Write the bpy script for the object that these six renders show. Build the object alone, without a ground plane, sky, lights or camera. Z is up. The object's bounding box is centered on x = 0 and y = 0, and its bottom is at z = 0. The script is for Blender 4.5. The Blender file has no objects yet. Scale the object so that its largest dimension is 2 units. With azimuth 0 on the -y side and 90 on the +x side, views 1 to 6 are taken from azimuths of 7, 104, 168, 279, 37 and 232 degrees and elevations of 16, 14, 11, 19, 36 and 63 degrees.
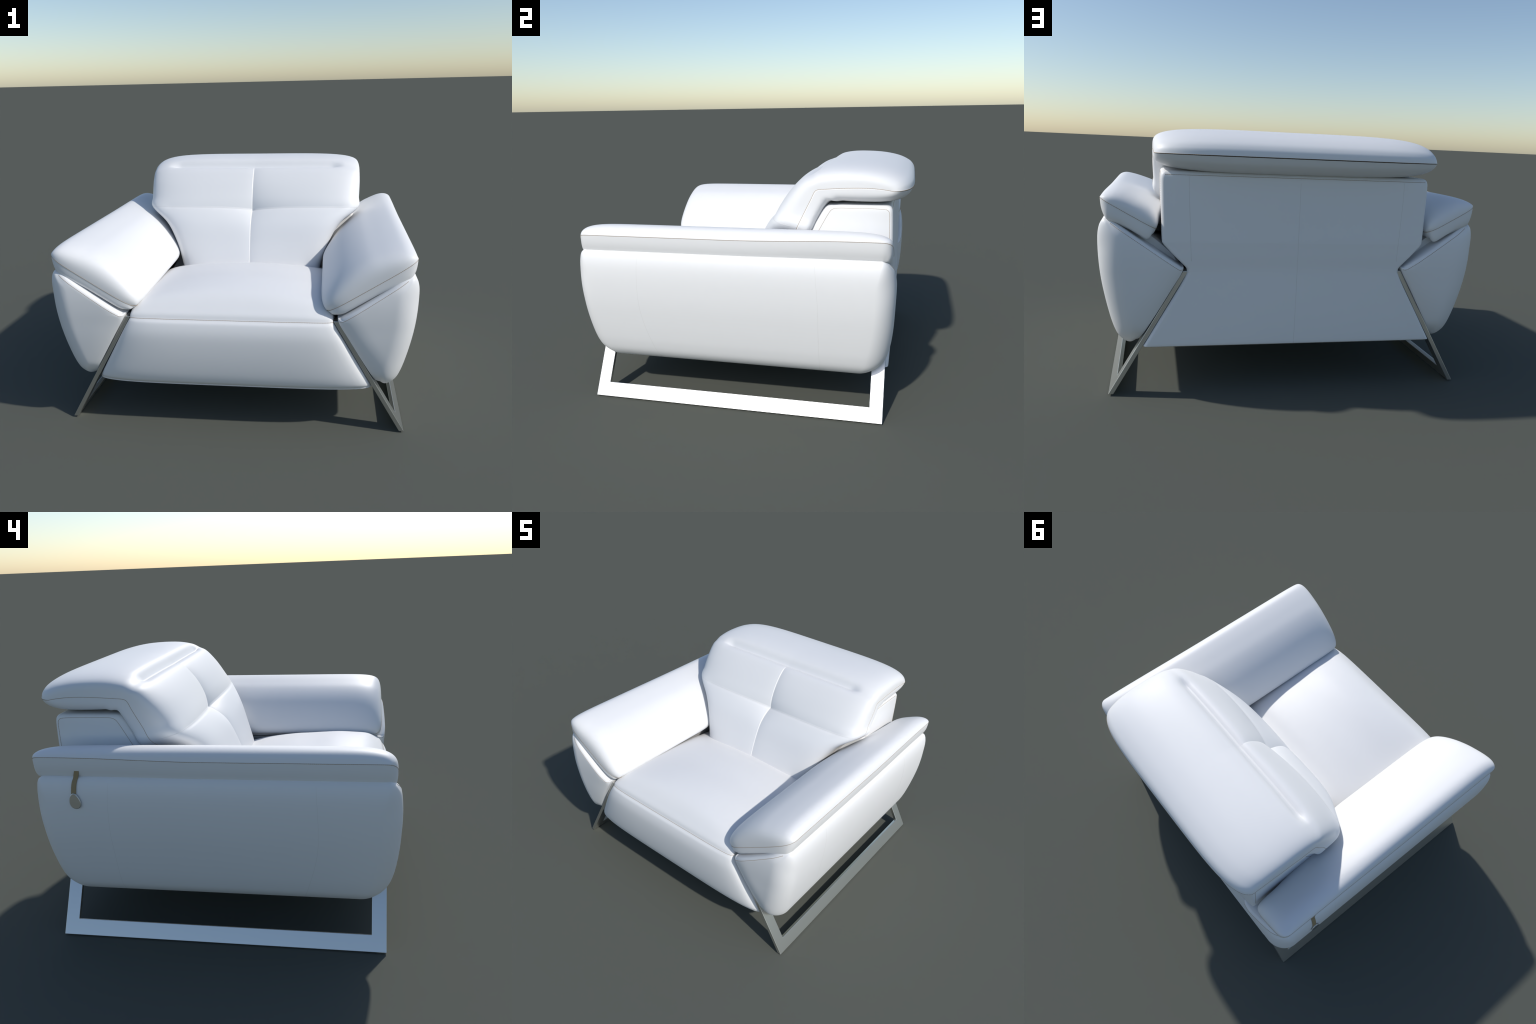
"""White leather lounge armchair: winged arm pads, wedge side panels, tufted back with a
folded-over headrest, and two slanted brushed-steel sled frames."""
import bpy, bmesh, math, random
import numpy as np
from mathutils import Vector
from mathutils.bvhtree import BVHTree

random.seed(7)
SCENE = bpy.context.scene

# ------------------------------------------------------------------ helpers
def spline(pts, n, closed=False):
    """Catmull-Rom through control rows, n samples per span (hits every control row)."""
    P = np.array(pts, float)
    m = len(P)
    out = []
    spans = m if closed else m - 1
    for i in range(spans):
        if closed:
            a, b, c, d = P[(i - 1) % m], P[i], P[(i + 1) % m], P[(i + 2) % m]
        else:
            a, b, c, d = P[max(i - 1, 0)], P[i], P[i + 1], P[min(i + 2, m - 1)]
        for k in range(n):
            t = k / n
            out.append(0.5 * (2 * b + (c - a) * t + (2 * a - 5 * b + 4 * c - d) * t * t
                              + (3 * b - a - 3 * c + d) * t ** 3))
    if not closed:
        out.append(P[-1])
    return np.array(out)

def even(poly, n):
    """Resample a polyline to n points by arc length."""
    P = np.array(poly, float)
    d = np.r_[0, np.cumsum(np.linalg.norm(np.diff(P, axis=0), axis=1))]
    s = np.linspace(0, d[-1], n)
    return np.stack([np.interp(s, d, P[:, k]) for k in range(P.shape[1])], 1)

def sstep(a, b, x):
    t = np.clip((np.asarray(x, float) - a) / (b - a), 0, 1)
    return t * t * (3 - 2 * t)

def superellipse(p, n1, n2, split=0.8):
    """(t, f) samples from crown (0,1) to edge (1,0) of t^p + f^p = 1."""
    t1 = np.linspace(0, split, n1, endpoint=False)
    f1 = (1 - t1 ** p) ** (1 / p)
    f2 = np.linspace((1 - split ** p) ** (1 / p), 0, n2)
    t2 = (1 - f2 ** p) ** (1 / p)
    return np.r_[t1, t2], np.r_[f1, f2]

def make_obj(name, verts, faces, mat, parent, smooth=True, weld=0.0, angle=None):
    me = bpy.data.meshes.new(name)
    me.from_pydata([tuple(map(float, v)) for v in verts], [], faces)
    bm = bmesh.new()
    bm.from_mesh(me)
    if weld:
        bmesh.ops.remove_doubles(bm, verts=bm.verts, dist=weld)
    bmesh.ops.recalc_face_normals(bm, faces=bm.faces)
    bm.to_mesh(me)
    bm.free()
    me.materials.append(mat)
    for p in me.polygons:
        p.use_smooth = smooth
    if angle:
        me.set_sharp_from_angle(angle=math.radians(angle))
    ob = bpy.data.objects.new(name, me)
    SCENE.collection.objects.link(ob)
    ob.parent = parent
    return ob

def grid_faces(nu, nv, close_v=False, off=0):
    f = []
    for i in range(nu - 1):
        for j in range(nv if close_v else nv - 1):
            k = (j + 1) % nv
            f.append((off + i * nv + j, off + i * nv + k, off + (i + 1) * nv + k, off + (i + 1) * nv + j))
    return f

def mirror_pts(P):
    Q = np.array(P, float).copy()
    Q[:, 0] *= -1
    return Q

def bvh_of(obs):
    vs, fs = [], []
    for ob in obs:
        o = len(vs)
        vs += [v.co.copy() for v in ob.data.vertices]
        fs += [[o + i for i in p.vertices] for p in ob.data.polygons]
    return BVHTree.FromPolygons(vs, fs)

def snap(bvh, P, lift=0.0):
    out = []
    for p in P:
        loc, nor, _, _ = bvh.find_nearest(Vector(p))
        out.append(np.array(loc + nor * lift))
    return np.array(out)

def tube(P, r, sides=6, verts=None, faces=None):
    P = np.array(P, float)
    verts = [] if verts is None else verts
    faces = [] if faces is None else faces
    o = len(verts)
    n = len(P)
    for i in range(n):
        d = P[min(i + 1, n - 1)] - P[max(i - 1, 0)]
        d = d / (np.linalg.norm(d) + 1e-12)
        a = np.cross(d, [0.31, 0.52, 0.79])
        a /= np.linalg.norm(a)
        b = np.cross(d, a)
        for k in range(sides):
            w = 2 * math.pi * k / sides
            verts.append(P[i] + r * (math.cos(w) * a + math.sin(w) * b))
    faces += grid_faces(n, sides, True, o)
    faces.append(tuple(o + k for k in range(sides))[::-1])
    faces.append(tuple(o + (n - 1) * sides + k for k in range(sides)))
    return verts, faces

def stitches(lines, mat, parent, r=0.0012, pitch=0.0085, fill=0.80):
    """Rows of sewn thread, one short piece per stitch."""
    V, F = [], []
    for L in lines:
        L = np.array(L, float)
        d = np.r_[0, np.cumsum(np.linalg.norm(np.diff(L, axis=0), axis=1))]
        n = max(1, int(d[-1] / pitch))
        for i in range(n):
            s = np.linspace(i, i + fill, 3) * d[-1] / n
            tube(np.stack([np.interp(s, d, L[:, k]) for k in range(3)], 1), r, 5, V, F)
    ob = make_obj("stitching", V, F, mat, parent)
    ob["kind"] = "stuff"
    return ob

def seams(lines, mat, parent, r=0.0009):
    V, F = [], []
    for L in lines:
        tube(even(L, max(4, int(len(L)))), r, 6, V, F)
    ob = make_obj("seam", V, F, mat, parent)
    ob["kind"] = "stuff"
    return ob

# ---------------------------------------------------------------- materials
def leather(name, col, rough=0.5, bump=0.04):
    m = bpy.data.materials.new(name)
    m.use_nodes = True
    nt = m.node_tree
    b = nt.nodes["Principled BSDF"]
    tc = nt.nodes.new("ShaderNodeTexCoord")
    no = nt.nodes.new("ShaderNodeTexNoise")
    no.inputs["Scale"].default_value = 3.0
    ra = nt.nodes.new("ShaderNodeValToRGB")
    ra.color_ramp.elements[0].color = (*[c * 0.985 for c in col], 1)
    ra.color_ramp.elements[1].color = (*col, 1)
    vo = nt.nodes.new("ShaderNodeTexVoronoi")
    vo.inputs["Scale"].default_value = 260.0
    bu = nt.nodes.new("ShaderNodeBump")
    bu.inputs["Strength"].default_value = bump
    bu.inputs["Distance"].default_value = 0.001
    L = nt.links.new
    L(tc.outputs["Object"], no.inputs["Vector"])
    L(tc.outputs["Object"], vo.inputs["Vector"])
    L(no.outputs["Fac"], ra.inputs["Fac"])
    L(ra.outputs["Color"], b.inputs["Base Color"])
    L(vo.outputs["Distance"], bu.inputs["Height"])
    L(bu.outputs["Normal"], b.inputs["Normal"])
    b.inputs["Roughness"].default_value = rough
    b.inputs["Specular IOR Level"].default_value = 0.5
    return m

def plain(name, col, rough=0.6, metal=0.0, grain=None):
    m = bpy.data.materials.new(name)
    m.use_nodes = True
    nt = m.node_tree
    b = nt.nodes["Principled BSDF"]
    b.inputs["Base Color"].default_value = (*col, 1)
    b.inputs["Roughness"].default_value = rough
    b.inputs["Metallic"].default_value = metal
    tc = nt.nodes.new("ShaderNodeTexCoord")
    mp = nt.nodes.new("ShaderNodeMapping")
    mp.inputs["Scale"].default_value = grain or (40, 40, 40)
    no = nt.nodes.new("ShaderNodeTexNoise")
    no.inputs["Scale"].default_value = 1.0
    ra = nt.nodes.new("ShaderNodeMapRange")
    ra.inputs["To Min"].default_value = rough * 0.92
    ra.inputs["To Max"].default_value = rough * 1.08
    L = nt.links.new
    L(tc.outputs["Object"], mp.inputs["Vector"])
    L(mp.outputs["Vector"], no.inputs["Vector"])
    L(no.outputs["Fac"], ra.inputs["Value"])
    L(ra.outputs["Result"], b.inputs["Roughness"])
    return m

LEATHER = leather("white_leather", (0.80, 0.80, 0.80))
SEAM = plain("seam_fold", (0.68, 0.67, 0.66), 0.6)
THREAD = plain("tan_thread", (0.36, 0.26, 0.16), 0.8)
STEEL = plain("brushed_steel", (0.72, 0.72, 0.70), 0.33, 1.0, (400, 6, 400))
STRAP = plain("brown_strap", (0.32, 0.24, 0.13), 0.7)
PLASTIC = plain("foot_plastic", (0.05, 0.05, 0.05), 0.6)

CHAIR = bpy.data.objects.new("armchair", None)
SCENE.collection.objects.link(CHAIR)
CHAIR.location = (0.006, 0.0, 0.0)     # the pull tab sticks out on the other side
CHAIR["label"] = "white leather armchair with winged arms and slanted steel legs"
CHAIR["category"] = "armchair"

threads, folds = [], []

# -------------------------------------------------- sled leg frames (steel)
LEG_K = 0.575                      # dx per dz of the slanted frame
LEG_T = 0.0225                     # plate thickness
def leg_x(z, outer=True):
    return (0.951 if outer else 0.951 - LEG_T / math.cos(math.atan(LEG_K))) - LEG_K * z
LEG_YF, LEG_YB, LEG_W = -0.863, 0.812, 0.072
def leg_frame(sign):
    # U-shaped plate in the slanted plane: outline in (y, z), two sides
    z0, zt, zb = 0.006, 0.645, 0.078
    V, F = [], []
    for outer in (True, False):
        drop = 0.0 if outer else LEG_T * math.sin(math.atan(LEG_K))   # bar edge square to the plate
        out = [(LEG_YF, zt), (LEG_YF, z0), (LEG_YB, z0), (LEG_YB, zt), (LEG_YB - LEG_W, zt),
               (LEG_YB - LEG_W, zb - drop), (LEG_YF + LEG_W, zb - drop), (LEG_YF + LEG_W, zt)]
        for y, z in out:
            V.append((sign * leg_x(z, outer), y, z))
    n = 8
    quads = [(0, 1, 6, 7), (1, 2, 5, 6), (2, 3, 4, 5)]
    for q in quads:
        F.append(q)
        F.append(tuple(n + i for i in q)[::-1])
    for i in range(n):
        k = (i + 1) % n
        F.append((i, k, n + k, n + i))
    ob = make_obj("leg_frame", V, F, STEEL, CHAIR, smooth=False)
    mod = ob.modifiers.new("bevel", "BEVEL")
    mod.width = 0.002
    mod.segments = 2
    mod.limit_method = "ANGLE"
    # glide pads under the bar
    V, F = [], []
    for yc in (-0.79, -0.02, 0.74):
        o = len(V)
        xc = 0.932
        for z in (0.0, 0.012):
            for dx, dy in ((-.008, -.03), (.008, -.03), (.008, .03), (-.008, .03)):
                V.append((sign * (xc + dx), yc + dy, z))
        F += [(o, o + 1, o + 2, o + 3), (o + 4, o + 5, o + 6, o + 7)]
        F += [(o + i, o + (i + 1) % 4, o + 4 + (i + 1) % 4, o + 4 + i) for i in range(4)]
    make_obj("glide", V, F, PLASTIC, ob, smooth=False)
    return ob
for s in (1, -1):
    leg_frame(s)

# ----------------------------------------------------- wedge side panels
# outline in (x, z): leg side down, round the bottom, up the belly, back along the slanted top
PANEL_LEG = [(0.580, 0.653), (0.640, 0.548), (0.700, 0.443), (0.760, 0.339), (0.803, 0.264)]
PANEL_BELLY = [(0.814, 0.248), (0.832, 0.241), (0.855, 0.245), (0.880, 0.264), (0.906, 0.300), (0.927, 0.355), (0.943, 0.415), (0.960, 0.492),
               (0.978, 0.590), (0.989, 0.680), (0.994, 0.770), (0.990, 0.840), (0.974, 0.888), (0.945, 0.905)]
PANEL_TOP = [(0.900, 0.881), (0.800, 0.812), (0.700, 0.743), (0.630, 0.695), (0.594, 0.670)]
PANEL_MID = -0.03
def panel_depth(z):
    """distance of the bulged end faces from the mid-plane, by height."""
    zz = [0.20, 0.25, 0.30, 0.40, 0.52, 0.70, 0.80, 0.90]
    dd = [0.800, 0.828, 0.848, 0.868, 0.882, 0.889, 0.884, 0.868]
    return np.mean([np.interp(z + d, zz, dd) for d in np.linspace(-.05, .05, 9)], 0)

def dist_to(P, L):
    """distance of points to a polyline (2D)."""
    A, B = L[:-1], L[1:]
    d = B - A
    t = np.clip(((P[:, None] - A[None]) * d[None]).sum(-1) / (d * d).sum(-1)[None], 0, 1)
    return np.sqrt(((P[:, None] - A[None] - t[..., None] * d[None]) ** 2).sum(-1)).min(1)

def side_panel(sign):
    ring = PANEL_LEG + PANEL_BELLY + PANEL_TOP
    sp = 12
    P2 = spline(ring, sp, True)
    n = len(P2)
    cen = np.array([0.83, 0.62])
    i1, i2 = (len(PANEL_LEG) - 0) * sp, (len(PANEL_LEG) + len(PANEL_BELLY) - 1) * sp
    leg = np.vstack([P2[-sp // 2:], P2[:i1 + 1]])
    belly = P2[i1 - sp // 2:i2 + 1]
    top = np.vstack([P2[i2:], P2[:1]])
    def rim(P, line, inset, depth):
        q = 1 - np.clip(dist_to(P, line) / inset, 0, 1)
        return depth * (1 - np.sqrt(np.maximum(1 - q * q, 0)))
    rows = []
    ks = np.r_[0, np.geomspace(0.002, 0.5, 30), np.linspace(0.5, 1, 7)[1:]]
    for k in ks:
        p = P2 * (1 - k) + cen * k
        drop = rim(p, leg, 0.12, 0.030) + rim(p, belly, 0.12, 0.105) * (1.12 - 0.12 * sstep(0.35, 0.65, p[:, 1]) - 0.5 * sstep(0.74, 0.92, p[:, 1])) + rim(p, top, 0.022, 0.022)
        for _ in range(6):
            drop = (np.roll(drop, 1) + 2 * drop + np.roll(drop, -1)) / 4
        rows.append(np.c_[p, panel_depth(p[:, 1]) - drop])
    G = [np.c_[r[:, 0], PANEL_MID - r[:, 2], r[:, 1]] for r in rows][::-1]
    a0 = rows[0]
    for q in np.linspace(-1, 1, 16)[1:-1]:
        G.append(np.c_[a0[:, 0], PANEL_MID + a0[:, 2] * q, a0[:, 1]])
    G += [np.c_[r[:, 0], PANEL_MID + r[:, 2], r[:, 1]] for r in rows]
    V = np.vstack(G)
    V[:, 0] *= sign
    ob = make_obj("side_panel", V, grid_faces(len(G), n, True), LEATHER, CHAIR, weld=1e-5)
    # top-edge stitching front and back, from the leg corner to the outer shoulder
    bv = bvh_of([ob])
    L = even(spline([(0.586, 0.655), (0.597, 0.656), (0.612, 0.664), (0.71, 0.732), (0.84, 0.822), (0.93, 0.882)], 6), 60)
    for ys in (-0.95, 0.90):
        pts = []
        for x, z in L:
            hit = bv.ray_cast(Vector((sign * x, ys * 1.3, z)), Vector((0, -np.sign(ys), 0)))
            if hit[0]:
                pts.append(hit[0])
        threads.append(pts)
    # vertical panel joins
    for yy in ([(-0.525, 0.88), (-0.535, 0.65), (-0.523, 0.5), (-0.48, 0.32), (-0.46, 0.26)],
               [(0.451, 0.88), (0.467, 0.65), (0.467, 0.5), (0.467, 0.31), (0.46, 0.25)]):
        pts = []
        for y, z in even(spline(yy, 8), 60):
            hit = bv.ray_cast(Vector((sign * 2, y, z)), Vector((-sign, 0, 0)))
            if hit[0]:
                pts.append(hit[0] - Vector((sign * 0.0006, 0, 0)))
        if pts:
            folds.append(pts)
    return ob
panels = {s: side_panel(s) for s in (1, -1)}

# ------------------------------------------------------------- arm pads
# cross-section (x, z) of the padded top at the front and at the rear, inner seam to outer seam
PAD_FRONT = [(0.520, 0.700), (0.494, 0.722), (0.490, 0.758), (0.520, 0.812), (0.578, 0.882), (0.645, 0.942),
             (0.720, 0.988), (0.798, 1.016), (0.860, 1.033), (0.910, 1.041), (0.944, 1.034), (0.967, 1.015),
             (0.978, 0.990)]
PAD_REAR = [(0.712, 0.856), (0.700, 0.876), (0.700, 0.904), (0.712, 0.934), (0.738, 0.964), (0.772, 0.989),
            (0.805, 1.006), (0.840, 1.022), (0.875, 1.035), (0.910, 1.041), (0.944, 1.036), (0.967, 1.022),
            (0.978, 1.005)]
PAD_YF, PAD_YB = -0.890, 0.838
def arm_pad(sign):
    m = 8
    F0, B0 = spline(PAD_FRONT, m), spline(PAD_REAR, m)
    ns = len(F0)
    # b in [-1,1] along the arm, dense near both ends
    c = np.linspace(-1, 1, 111)
    b = np.sign(c) * (1 - (1 - np.abs(c)) ** 3.0)
    ym, yh = (PAD_YF + PAD_YB) / 2, (PAD_YB - PAD_YF) / 2
    def section(y):
        w = sstep(-0.02, 0.73, y)
        return F0 * (1 - w) + B0 * w
    rows = []
    for bb in b:
        S = section(ym + yh * bb)
        A, B = S[0], S[-1]
        d = B - A
        s = ((S - A) @ d) / (d @ d)
        f = np.r_[0, np.cumsum(np.linalg.norm(np.diff(S, axis=0), axis=1))]
        s = 0.6 * np.maximum.accumulate(np.clip(s, 0, 1)) + 0.4 * f / f[-1]
        base = A + np.outer(s, d)
        E = max(0.0, 1 - abs(bb) ** (13 if bb < 0 else 10)) ** (1 / 2.8)
        p = base + (S - base) * E
        a = np.clip(np.abs(2 * s - 1), 0, 1)             # 1 at the inner and outer edge
        reach = yh - 0.062 * (1 - (1 - a ** 5) ** (1 / 2.3))   # rounded plan corners
        rows.append(np.c_[p[:, 0], ym + reach * bb, p[:, 1]])
    G = np.array(rows)                                    # [nb, ns, 3]
    nb = len(G)
    V = [v for r in G for v in r]
    F = grid_faces(nb, ns)
    idx = lambda i, j: i * ns + j
    ring = [idx(i, 0) for i in range(nb)] + [idx(nb - 1, j) for j in range(1, ns)] + \
           [idx(i, ns - 1) for i in range(nb - 2, -1, -1)] + [idx(0, j) for j in range(ns - 2, 0, -1)]
    RP = np.array([V[i] for i in ring])
    # band below the seam, tucked in towards the bottom
    slope = math.atan2(0.290, 0.45)
    dn = np.array([0.0, 0.0, -1.0])
    ax = np.array([math.cos(slope), 0, math.sin(slope)])
    Q = np.c_[RP @ ax, RP[:, 1]]                          # plan coordinates of the seam
    cl = np.vstack([Q, Q[:1]])
    arc = np.r_[0, np.cumsum(np.linalg.norm(np.diff(cl, axis=0), axis=1))]
    N = 1600
    su = np.arange(N) * arc[-1] / N
    ev = np.stack([np.interp(su, arc, cl[:, k]) for k in (0, 1)], 1)
    tn = np.roll(ev, -4, 0) - np.roll(ev, 4, 0)
    out = np.stack([tn[:, 1], -tn[:, 0]], 1)
    out /= np.linalg.norm(out, axis=1)[:, None] + 1e-9
    if (out * (ev - ev.mean(0))).sum() < 0:
        out = -out
    for _ in range(30):
        out = (np.roll(out, 1, 0) + 2 * out + np.roll(out, -1, 0)) / 4
    ring_out = np.stack([np.interp(arc[:-1], np.r_[su, arc[-1]], np.r_[out[:, k], out[0, k]]) for k in (0, 1)], 1)
    outer = sstep(0.3, 0.9, ring_out[:, 0])               # outside wall leans in more
    inner = sstep(0.3, 0.9, -ring_out[:, 0])
    n = len(ring)
    prev = list(range(len(V), len(V) + n))            # own border: crisp seam edge
    V += list(RP + dn * 2e-4)
    for q in np.linspace(0, 1, 11)[1:]:
        rear = sstep(-0.2, 0.8, RP[:, 1])
        side = np.clip((RP[:, 0] - (0.52 + 0.19 * rear)) / (0.45 - 0.19 * rear), 0, 1)   # 0 inner, 1 outer
        dep = 0.034 + 0.028 * sstep(0, 0.22, side) + 0.024 * sstep(0.55, 1, side) + 0.020 * rear * (1 - side)
        tuck = 0.002 * q + 0.014 * q ** 5 + 0.013 * q * q * outer + 0.022 * q * inner
        P = RP + dn * (dep * q)[:, None] - (ring_out[:, :1] * ax) * tuck[:, None]
        P[:, 1] -= ring_out[:, 1] * tuck
        o = len(V)
        V += list(P)
        cur = list(range(o, o + n))
        F += [(prev[i], prev[(i + 1) % n], cur[(i + 1) % n], cur[i]) for i in range(n)]
        prev = cur
    F.append(tuple(prev))
    V = np.array(V)
    V[:, 0] *= sign
    ob = make_obj("arm_pad", V, F, LEATHER, CHAIR, weld=1e-4)
    R = RP.copy()
    R[:, 0] *= sign
    threads.append(np.vstack([R, R[:1]]) + np.array([dn[0] * sign, 0, dn[2]]) * 0.002)
    return ob
pads = {s: arm_pad(s) for s in (1, -1)}

# ------------------------------- padded core that joins the pad to the side panel
def arm_core(sign):
    sec = spline([(0.600, 0.655), (0.606, 0.690), (0.630, 0.722), (0.720, 0.800), (0.860, 0.905), (0.920, 0.925), (0.930, 0.880), (0.800, 0.770), (0.660, 0.672)], 5, True)
    rows = []
    for y, k in ((-0.80, 0.0), (-0.80, 0.9), (-0.79, 1.0), (0.72, 1.0), (0.74, 0.9), (0.74, 0.0)):
        c = sec.mean(0)
        p = c + (sec - c) * k
        rows.append(np.c_[p[:, 0] * sign, np.full(len(p), y), p[:, 1]])
    return make_obj("arm_core", np.vstack(rows), grid_faces(len(rows), len(sec), True), LEATHER, CHAIR, weld=1e-5, angle=50)
for s in (1, -1):
    arm_core(s)

# ------------------------------------------------------- seat cushion
# rows: edge y,z | centre y,z | cross-section exponent
SEAT = [
    (0.30, 0.262, 0.30, 0.252, 6), (-0.40, 0.262, -0.40, 0.250, 6), (-0.740, 0.262, -0.830, 0.249, 4.6), (-0.786, 0.274, -0.890, 0.264, 4.6),
    (-0.806, 0.312, -0.916, 0.315, 4.6), (-0.824, 0.420, -0.930, 0.430, 4.6), (-0.844, 0.540, -0.930, 0.550, 5),
    (-0.848, 0.610, -0.914, 0.620, 5.5), (-0.846, 0.640, -0.894, 0.646, 6), (-0.835, 0.652, -0.868, 0.686, 4.5),
    (-0.760, 0.664, -0.765, 0.766, 2.4), (-0.600, 0.664, -0.600, 0.794, 2.0), (-0.430, 0.662, -0.430, 0.781, 2.0), (-0.300, 0.658, -0.300, 0.771, 2.0),
    (-0.150, 0.650, -0.150, 0.744, 2.0), (-0.050, 0.642, -0.050, 0.711, 2.0), (0.150, 0.600, 0.150, 0.650, 2.0), (0.30, 0.56, 0.30, 0.60, 2.0),
]
def seat():
    U = spline(SEAT, 8)
    rows = []
    for ey, ez, cy, cz, p in U:
        t, f = superellipse(p, 16, 14, 0.82)
        tt = np.r_[-t[::-1], t[1:]]
        ff = np.r_[f[::-1], f[1:]]
        y = ey + (cy - ey) * ff
        z = ez + (cz - ez) * ff
        W = 0.553 + np.maximum(0.64 - z, 0) * LEG_K
        rows.append(np.c_[tt * W, y, z])
    n = rows[0].shape[0]
    F = grid_faces(len(rows), n)
    o = len(rows) * n
    left = tuple(i * n for i in range(len(rows)))
    right = tuple(i * n + n - 1 for i in range(len(rows)))
    F += [left, right[::-1], tuple(range(n)), tuple((len(rows) - 1) * n + j for j in range(n))]
    ob = make_obj("seat_cushion", np.vstack(rows), F, LEATHER, CHAIR, angle=60)
    threads.append(rows[8 * 8])
    return ob
seat_ob = seat()

# ----------------------------------------- back cushion folding into headrest
# rows: crown y,z | seam y,z | underside y,z | half width
BACK = [
    (-0.070, 0.580, 0.120, 0.580, 0.205, 0.560, 0.450), (-0.036, 0.700, 0.165, 0.700, 0.245, 0.675, 0.482),
    (0.010, 0.830, 0.215, 0.815, 0.295, 0.785, 0.530), (0.060, 0.948, 0.262, 0.920, 0.347, 0.890, 0.600),
    (0.134, 1.053, 0.310, 1.012, 0.395, 0.980, 0.720), (0.175, 1.115, 0.345, 1.085, 0.430, 1.052, 0.727),
    (0.240, 1.203, 0.388, 1.170, 0.470, 1.125, 0.732), (0.312, 1.276, 0.408, 1.212, 0.490, 1.147, 0.732),
    (0.368, 1.304, 0.428, 1.226, 0.510, 1.150, 0.732),
    (0.428, 1.335, 0.470, 1.230, 0.540, 1.142, 0.733), (0.535, 1.350, 0.570, 1.235, 0.610, 1.135, 0.733),
    (0.700, 1.344, 0.700, 1.238, 0.710, 1.132, 0.732), (0.820, 1.322, 0.810, 1.236, 0.790, 1.135, 0.730),
    (0.893, 1.290, 0.875, 1.231, 0.862, 1.150, 0.728), (0.924, 1.258, 0.912, 1.226, 0.908, 1.180, 0.726),
    (0.932, 1.224, 0.932, 1.222, 0.932, 1.220, 0.725),
]
ROW_TUFT, ROW_GROOVE, SPAN = 4, 8, 10
def back():
    U = spline(BACK, SPAN)
    # arc length along the crown, measured from the tuft row and from the groove row
    s = np.r_[0, np.cumsum(np.linalg.norm(np.diff(U[:, :2], axis=0), axis=1))]
    st, sg = s[ROW_TUFT * SPAN] - s, s[ROW_GROOVE * SPAN] - s
    tc = np.gradient(U[:, :2], axis=0)
    tc /= np.linalg.norm(tc, axis=1)[:, None] + 1e-9
    nor = np.stack([-tc[:, 1], tc[:, 0]], 1)              # outward: forwards / upwards
    extra = np.array([0.003, 0.007, 0.013])
    rows = []
    for i, (cy, cz, sy, sz, iy, iz, W) in enumerate(U):
        low = 1 - float(sstep(1.0, 1.12, cz))             # boxier pillows below the cross seam
        tu, fu = superellipse(4.6 + 0.6 * low, 44, 24, 0.86)
        t2 = np.sort(np.r_[tu, extra])
        f2 = np.interp(t2, tu, fu)
        tl, fl = superellipse(4.0 + 2.2 * (1 - float(sstep(0.42, 0.52, sy))), 12, 14, 0.8)
        tt, ff = np.r_[-t2[::-1], t2[1:]], np.r_[f2[::-1], f2[1:]]
        tb, fb = np.r_[tl[::-1], -tl[1:]], np.r_[fl[::-1], fl[1:]]
        nup = len(tt)
        a = np.abs(tt * W)
        b1, b2 = abs(st[i]), abs(sg[i])
        live = float(sstep(0.0, 0.07, sg[i]))           # tufting ends at the groove
        D = 0.060 * np.exp(-a / 0.17) * math.exp(-b1 / 0.13)
        D = D + live * 0.007 * np.exp(-a / 0.035)
        D = D + 0.012 * math.exp(-b1 / 0.035) * (1 - sstep(0.55, 0.70, a))
        # each join overlaps: a small lip of the left and of the lower panels
        lip = 0.004 * live * np.exp(-a / 0.05) * (tt < -0.001)
        if st[i] > 1e-6:
            lip = lip + 0.0035 * math.exp(-b1 / 0.04) * (1 - sstep(0.60, 0.72, a))
        D = D - lip
        # groove under the headrest: soft on the front side, steeper behind
        g = math.exp(-b2 / 0.018) if sg[i] > 0 else max(0.0, 1 - b2 / 0.075) ** 1.5
        D = D + 0.028 * g * (1 - sstep(0.53, 0.63, a))
        bulge = 0.012 * math.sin(math.pi * min(1, max(0, (s[i]) / s[ROW_GROOVE * SPAN]))) * (1 - (a / 0.75) ** 2)
        y = sy + (cy - sy) * ff - nor[i, 0] * (D - bulge) * ff
        z = sz + (cz - sz) * ff - nor[i, 1] * (D - bulge) * ff
        up = np.c_[tt * W, y, z]
        lo = np.c_[tb * W, sy + (iy - sy) * fb, sz + (iz - sz) * fb]
        row = np.vstack([up, lo])
        # rounded plan corners at the rear of the headrest
        w = sstep(0.45, 0.93, row[:, 1])
        t = np.clip(np.abs(row[:, 0] / W), 0, 1)
        row[:, 1] -= 0.11 * (1 - (1 - t ** 5) ** (1 / 2.2)) * w
        rows.append(row)
    n = rows[0].shape[0]
    V = np.vstack(rows)
    nu = len(rows)
    F = grid_faces(nu, n, True)
    F.append(tuple(range(n)))
    me_full = make_obj("upholstery_full", V, F, LEATHER, CHAIR)
    me = me_full.data
    bm = bmesh.new(); bm.from_mesh(me); bm.normal_update()
    normals = [v.normal.copy() for v in bm.verts]
    bm.free()
    # split into backrest and headrest at the groove, sharing border vertices and normals
    cut = ROW_GROOVE * SPAN
    parts = []
    polys = [tuple(p.vertices) for p in me.polygons]
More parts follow.
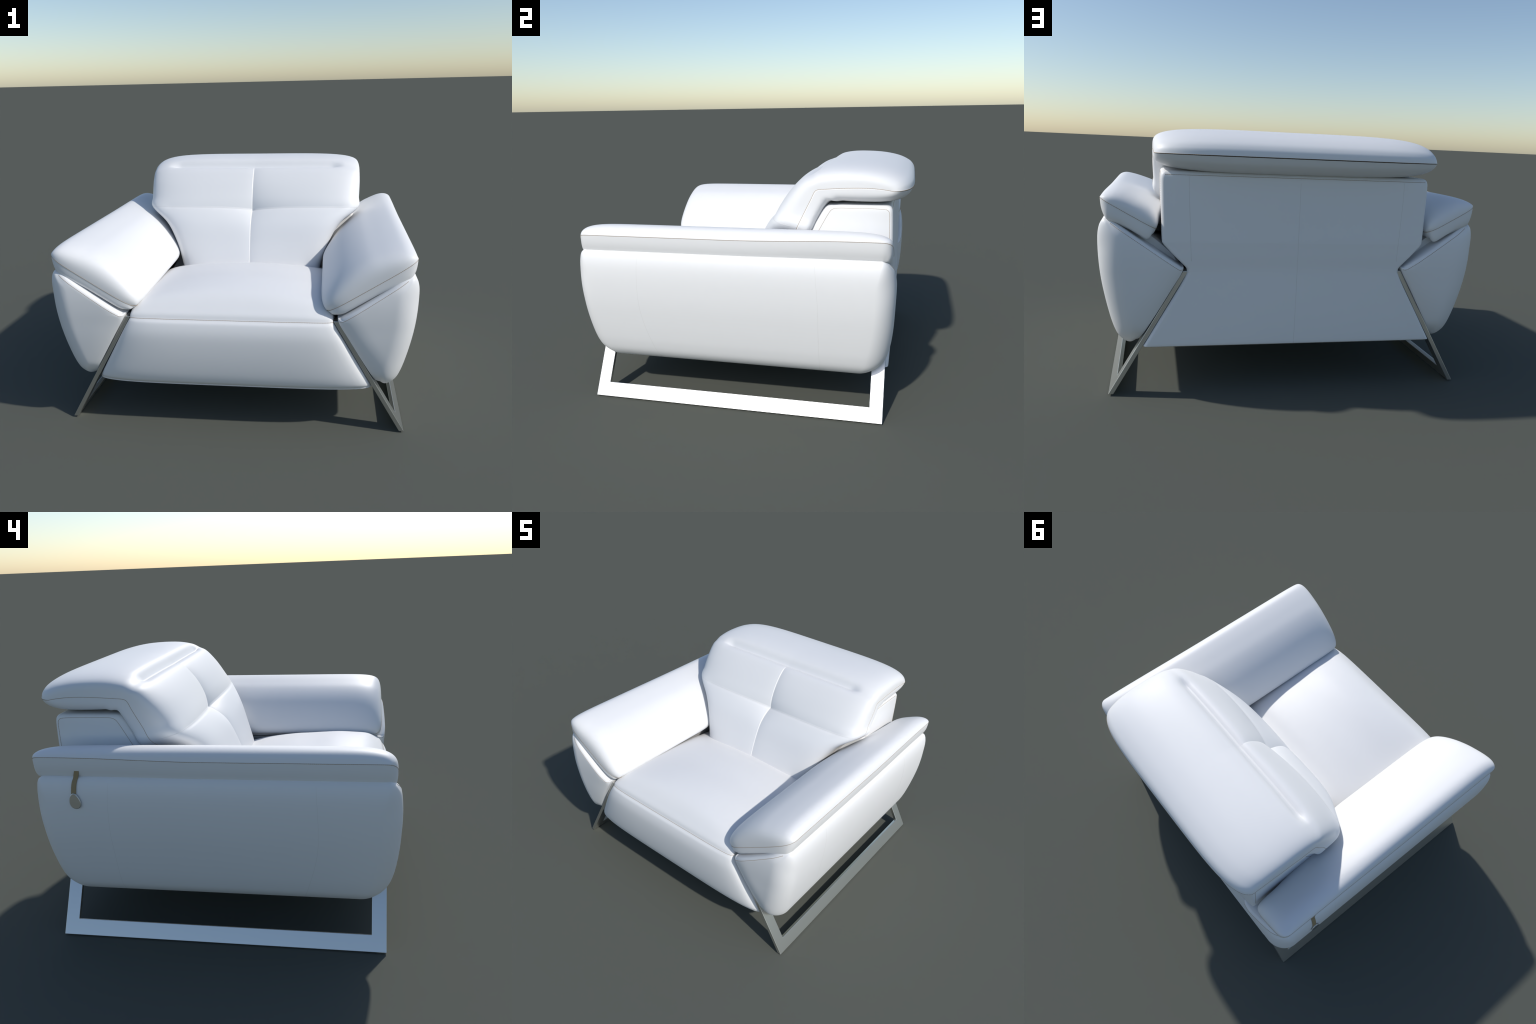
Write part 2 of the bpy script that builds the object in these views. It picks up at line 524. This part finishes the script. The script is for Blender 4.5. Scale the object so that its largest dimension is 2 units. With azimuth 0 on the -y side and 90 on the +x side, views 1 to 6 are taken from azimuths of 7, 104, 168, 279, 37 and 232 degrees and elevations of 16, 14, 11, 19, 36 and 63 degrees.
    for name, test in (("backrest_cushion", lambda r: r < cut), ("headrest", lambda r: r >= cut)):
        fs = [p for p in polys if test(min(i // n for i in p))]
        used = sorted({i for p in fs for i in p})
        remap = {v: k for k, v in enumerate(used)}
        m2 = bpy.data.meshes.new(name)
        m2.from_pydata([tuple(me.vertices[i].co) for i in used], [], [tuple(remap[i] for i in p) for p in fs])
        m2.materials.append(LEATHER)
        for p in m2.polygons:
            p.use_smooth = True
        m2.normals_split_custom_set_from_vertices([tuple(normals[i]) for i in used])
        ob = bpy.data.objects.new(name, m2)
        SCENE.collection.objects.link(ob)
        ob.parent = CHAIR
        parts.append(ob)
    bpy.data.objects.remove(me_full)
    # edge stitching along the seam and round the back of the headrest
    A = np.array([r[0] for r in rows])
    B = np.array([r[nup - 1] for r in rows])
    k0 = 22
    threads.append(np.vstack([A[k0:], rows[-1][:nup], B[k0:][::-1]]))
    # sewn joins: centre line, cross line
    folds.append([r[nup // 2] for r in rows[8:cut - 1]])
    folds.append(rows[ROW_TUFT * SPAN][6:nup - 6])
    return parts
back_parts = back()

# --------------------------------------------------- back shell (rear body)
# levels: z, half width, front y, rear y, edge inset
SHELL = [
    (0.250, 0.762, 0.10, 0.810), (0.258, 0.773, 0.10, 0.823), (0.274, 0.764, 0.10, 0.829), (0.40, 0.692, 0.10, 0.832), (0.56, 0.600, 0.12, 0.832),
    (0.630, 0.564, 0.20, 0.832), (0.648, 0.562, 0.22, 0.832), (0.668, 0.570, 0.24, 0.832), (0.72, 0.622, 0.26, 0.832),
    (0.765, 0.664, 0.270, 0.831), (0.785, 0.680, 0.278, 0.831), (0.805, 0.686, 0.288, 0.831), (0.90, 0.689, 0.333, 0.829), (1.00, 0.692, 0.385, 0.827),
    (1.09, 0.694, 0.433, 0.824), (1.118, 0.693, 0.452, 0.820), (1.132, 0.688, 0.466, 0.812), (1.139, 0.678, 0.482, 0.800), (1.141, 0.66, 0.52, 0.780),
]
def rounded_rect(hw, y0, y1, r, n=7):
    pts = []
    for cx, cy, a0 in ((hw - r, y1 - r, 0), (-hw + r, y1 - r, 90), (-hw + r, y0 + r, 180), (hw - r, y0 + r, 270)):
        for k in range(n):
            a = math.radians(a0 + 90 * k / (n - 1))
            pts.append((cx + r * math.cos(a), cy + r * math.sin(a)))
    return pts
def shell():
    rows = []
    for i, (z, w, y0, y1) in enumerate(spline(SHELL, 4)):
        rows.append(np.array([(x, y, z) for x, y in rounded_rect(w, y0, y1, 0.02)]))
    n = len(rows[0])
    F = grid_faces(len(rows), n, True)
    F += [tuple(range(n)), tuple((len(rows) - 1) * n + j for j in range(n))]
    ob = make_obj("back_shell", np.vstack(rows), F, LEATHER, CHAIR, angle=50)
    bv = bvh_of([ob])
    def cast(o, d):
        h = bv.ray_cast(Vector(o), Vector(d))
        return h[0]
    for s in (1, -1):
        L = even(spline([(0.355, 0.85), (0.392, 0.93), (0.44, 1.02), (0.484, 1.098), (0.505, 1.118), (0.54, 1.124), (0.66, 1.124),
                         (0.775, 1.122), (0.800, 1.112), (0.806, 1.09), (0.808, 0.98), (0.810, 0.85)], 8), 90)
        threads.append([p for p in (cast((s * 1.2, y, z), (-s, 0, 0)) for y, z in L) if p])
    threads.append([p for p in (cast((x, 1.2, 1.122), (0, -1, 0)) for x in np.linspace(-0.675, 0.675, 40)) if p])
    for xs in ([(0.0, 1.12), (0, 0.26)], [(0.557, 1.115), (0.555, 1.0), (0.542, 0.70)], [(-0.557, 1.115), (-0.555, 1.0), (-0.542, 0.70)]):
        folds.append([p for p in (cast((x, 1.2, z), (0, -1, 0)) for x, z in even(xs, 30)) if p])
    return ob
shell()

# -------------------------------------------------- pull strap and tab
def strap():
    s = -1
    bv = bvh_of([panels[s]])
    L = even(spline([(0.604, 0.935), (0.611, 0.910), (0.617, 0.880), (0.620, 0.845), (0.621, 0.826)], 6), 16)
    V, F = [], []
    hw = 0.0115
    for i, (y, z) in enumerate(L):
        h = bv.ray_cast(Vector((-2, y, min(z, 0.90))), Vector((1, 0, 0)))
        x = h[0][0] - 0.004
        for dx, dy in ((-0.003, -hw), (-0.003, hw), (0.003, hw), (0.003, -hw)):
            V.append((x + dx, y + dy, z))
    F = grid_faces(len(L), 4, True) + [(0, 1, 2, 3), tuple(len(V) - 4 + k for k in range(4))]
    ob = make_obj("pull_strap", V, F, STRAP, CHAIR, smooth=False)
    # egg-shaped tab
    pts = []
    for k in range(40):
        a = 2 * math.pi * k / 40
        zz = 0.039 * math.cos(a)
        w = 0.027 * math.sin(a) * (1 - 0.25 * math.cos(a))
        pts.append((0.619 - 0.006 * (0.039 - zz) / 0.078 + w, 0.795 + zz))
    V = []
    prof = [(1.0, 0.004), (1.0, -0.0025), (0.95, -0.0035), (0.6, -0.0036), (0.0, -0.0037)]
    cy, cz = 0.616, 0.795
    xt = bv.ray_cast(Vector((-2, cy, cz)), Vector((1, 0, 0)))[0][0]
    for k, dx in prof:
        for y, z in pts:
            V.append((xt - 0.008 + dx, cy + (y - cy) * k, cz + (z - cz) * k))
    n = len(pts)
    F = grid_faces(len(prof), n, True) + [tuple(range(n))]
    make_obj("pull_tab", V, F, STEEL, ob, weld=1e-5, angle=12)
strap()

stitches([np.array([tuple(p) for p in L]) for L in threads if len(L) > 2], THREAD, CHAIR)
seams([np.array([tuple(p) for p in L]) for L in folds if len(L) > 2], SEAM, CHAIR)
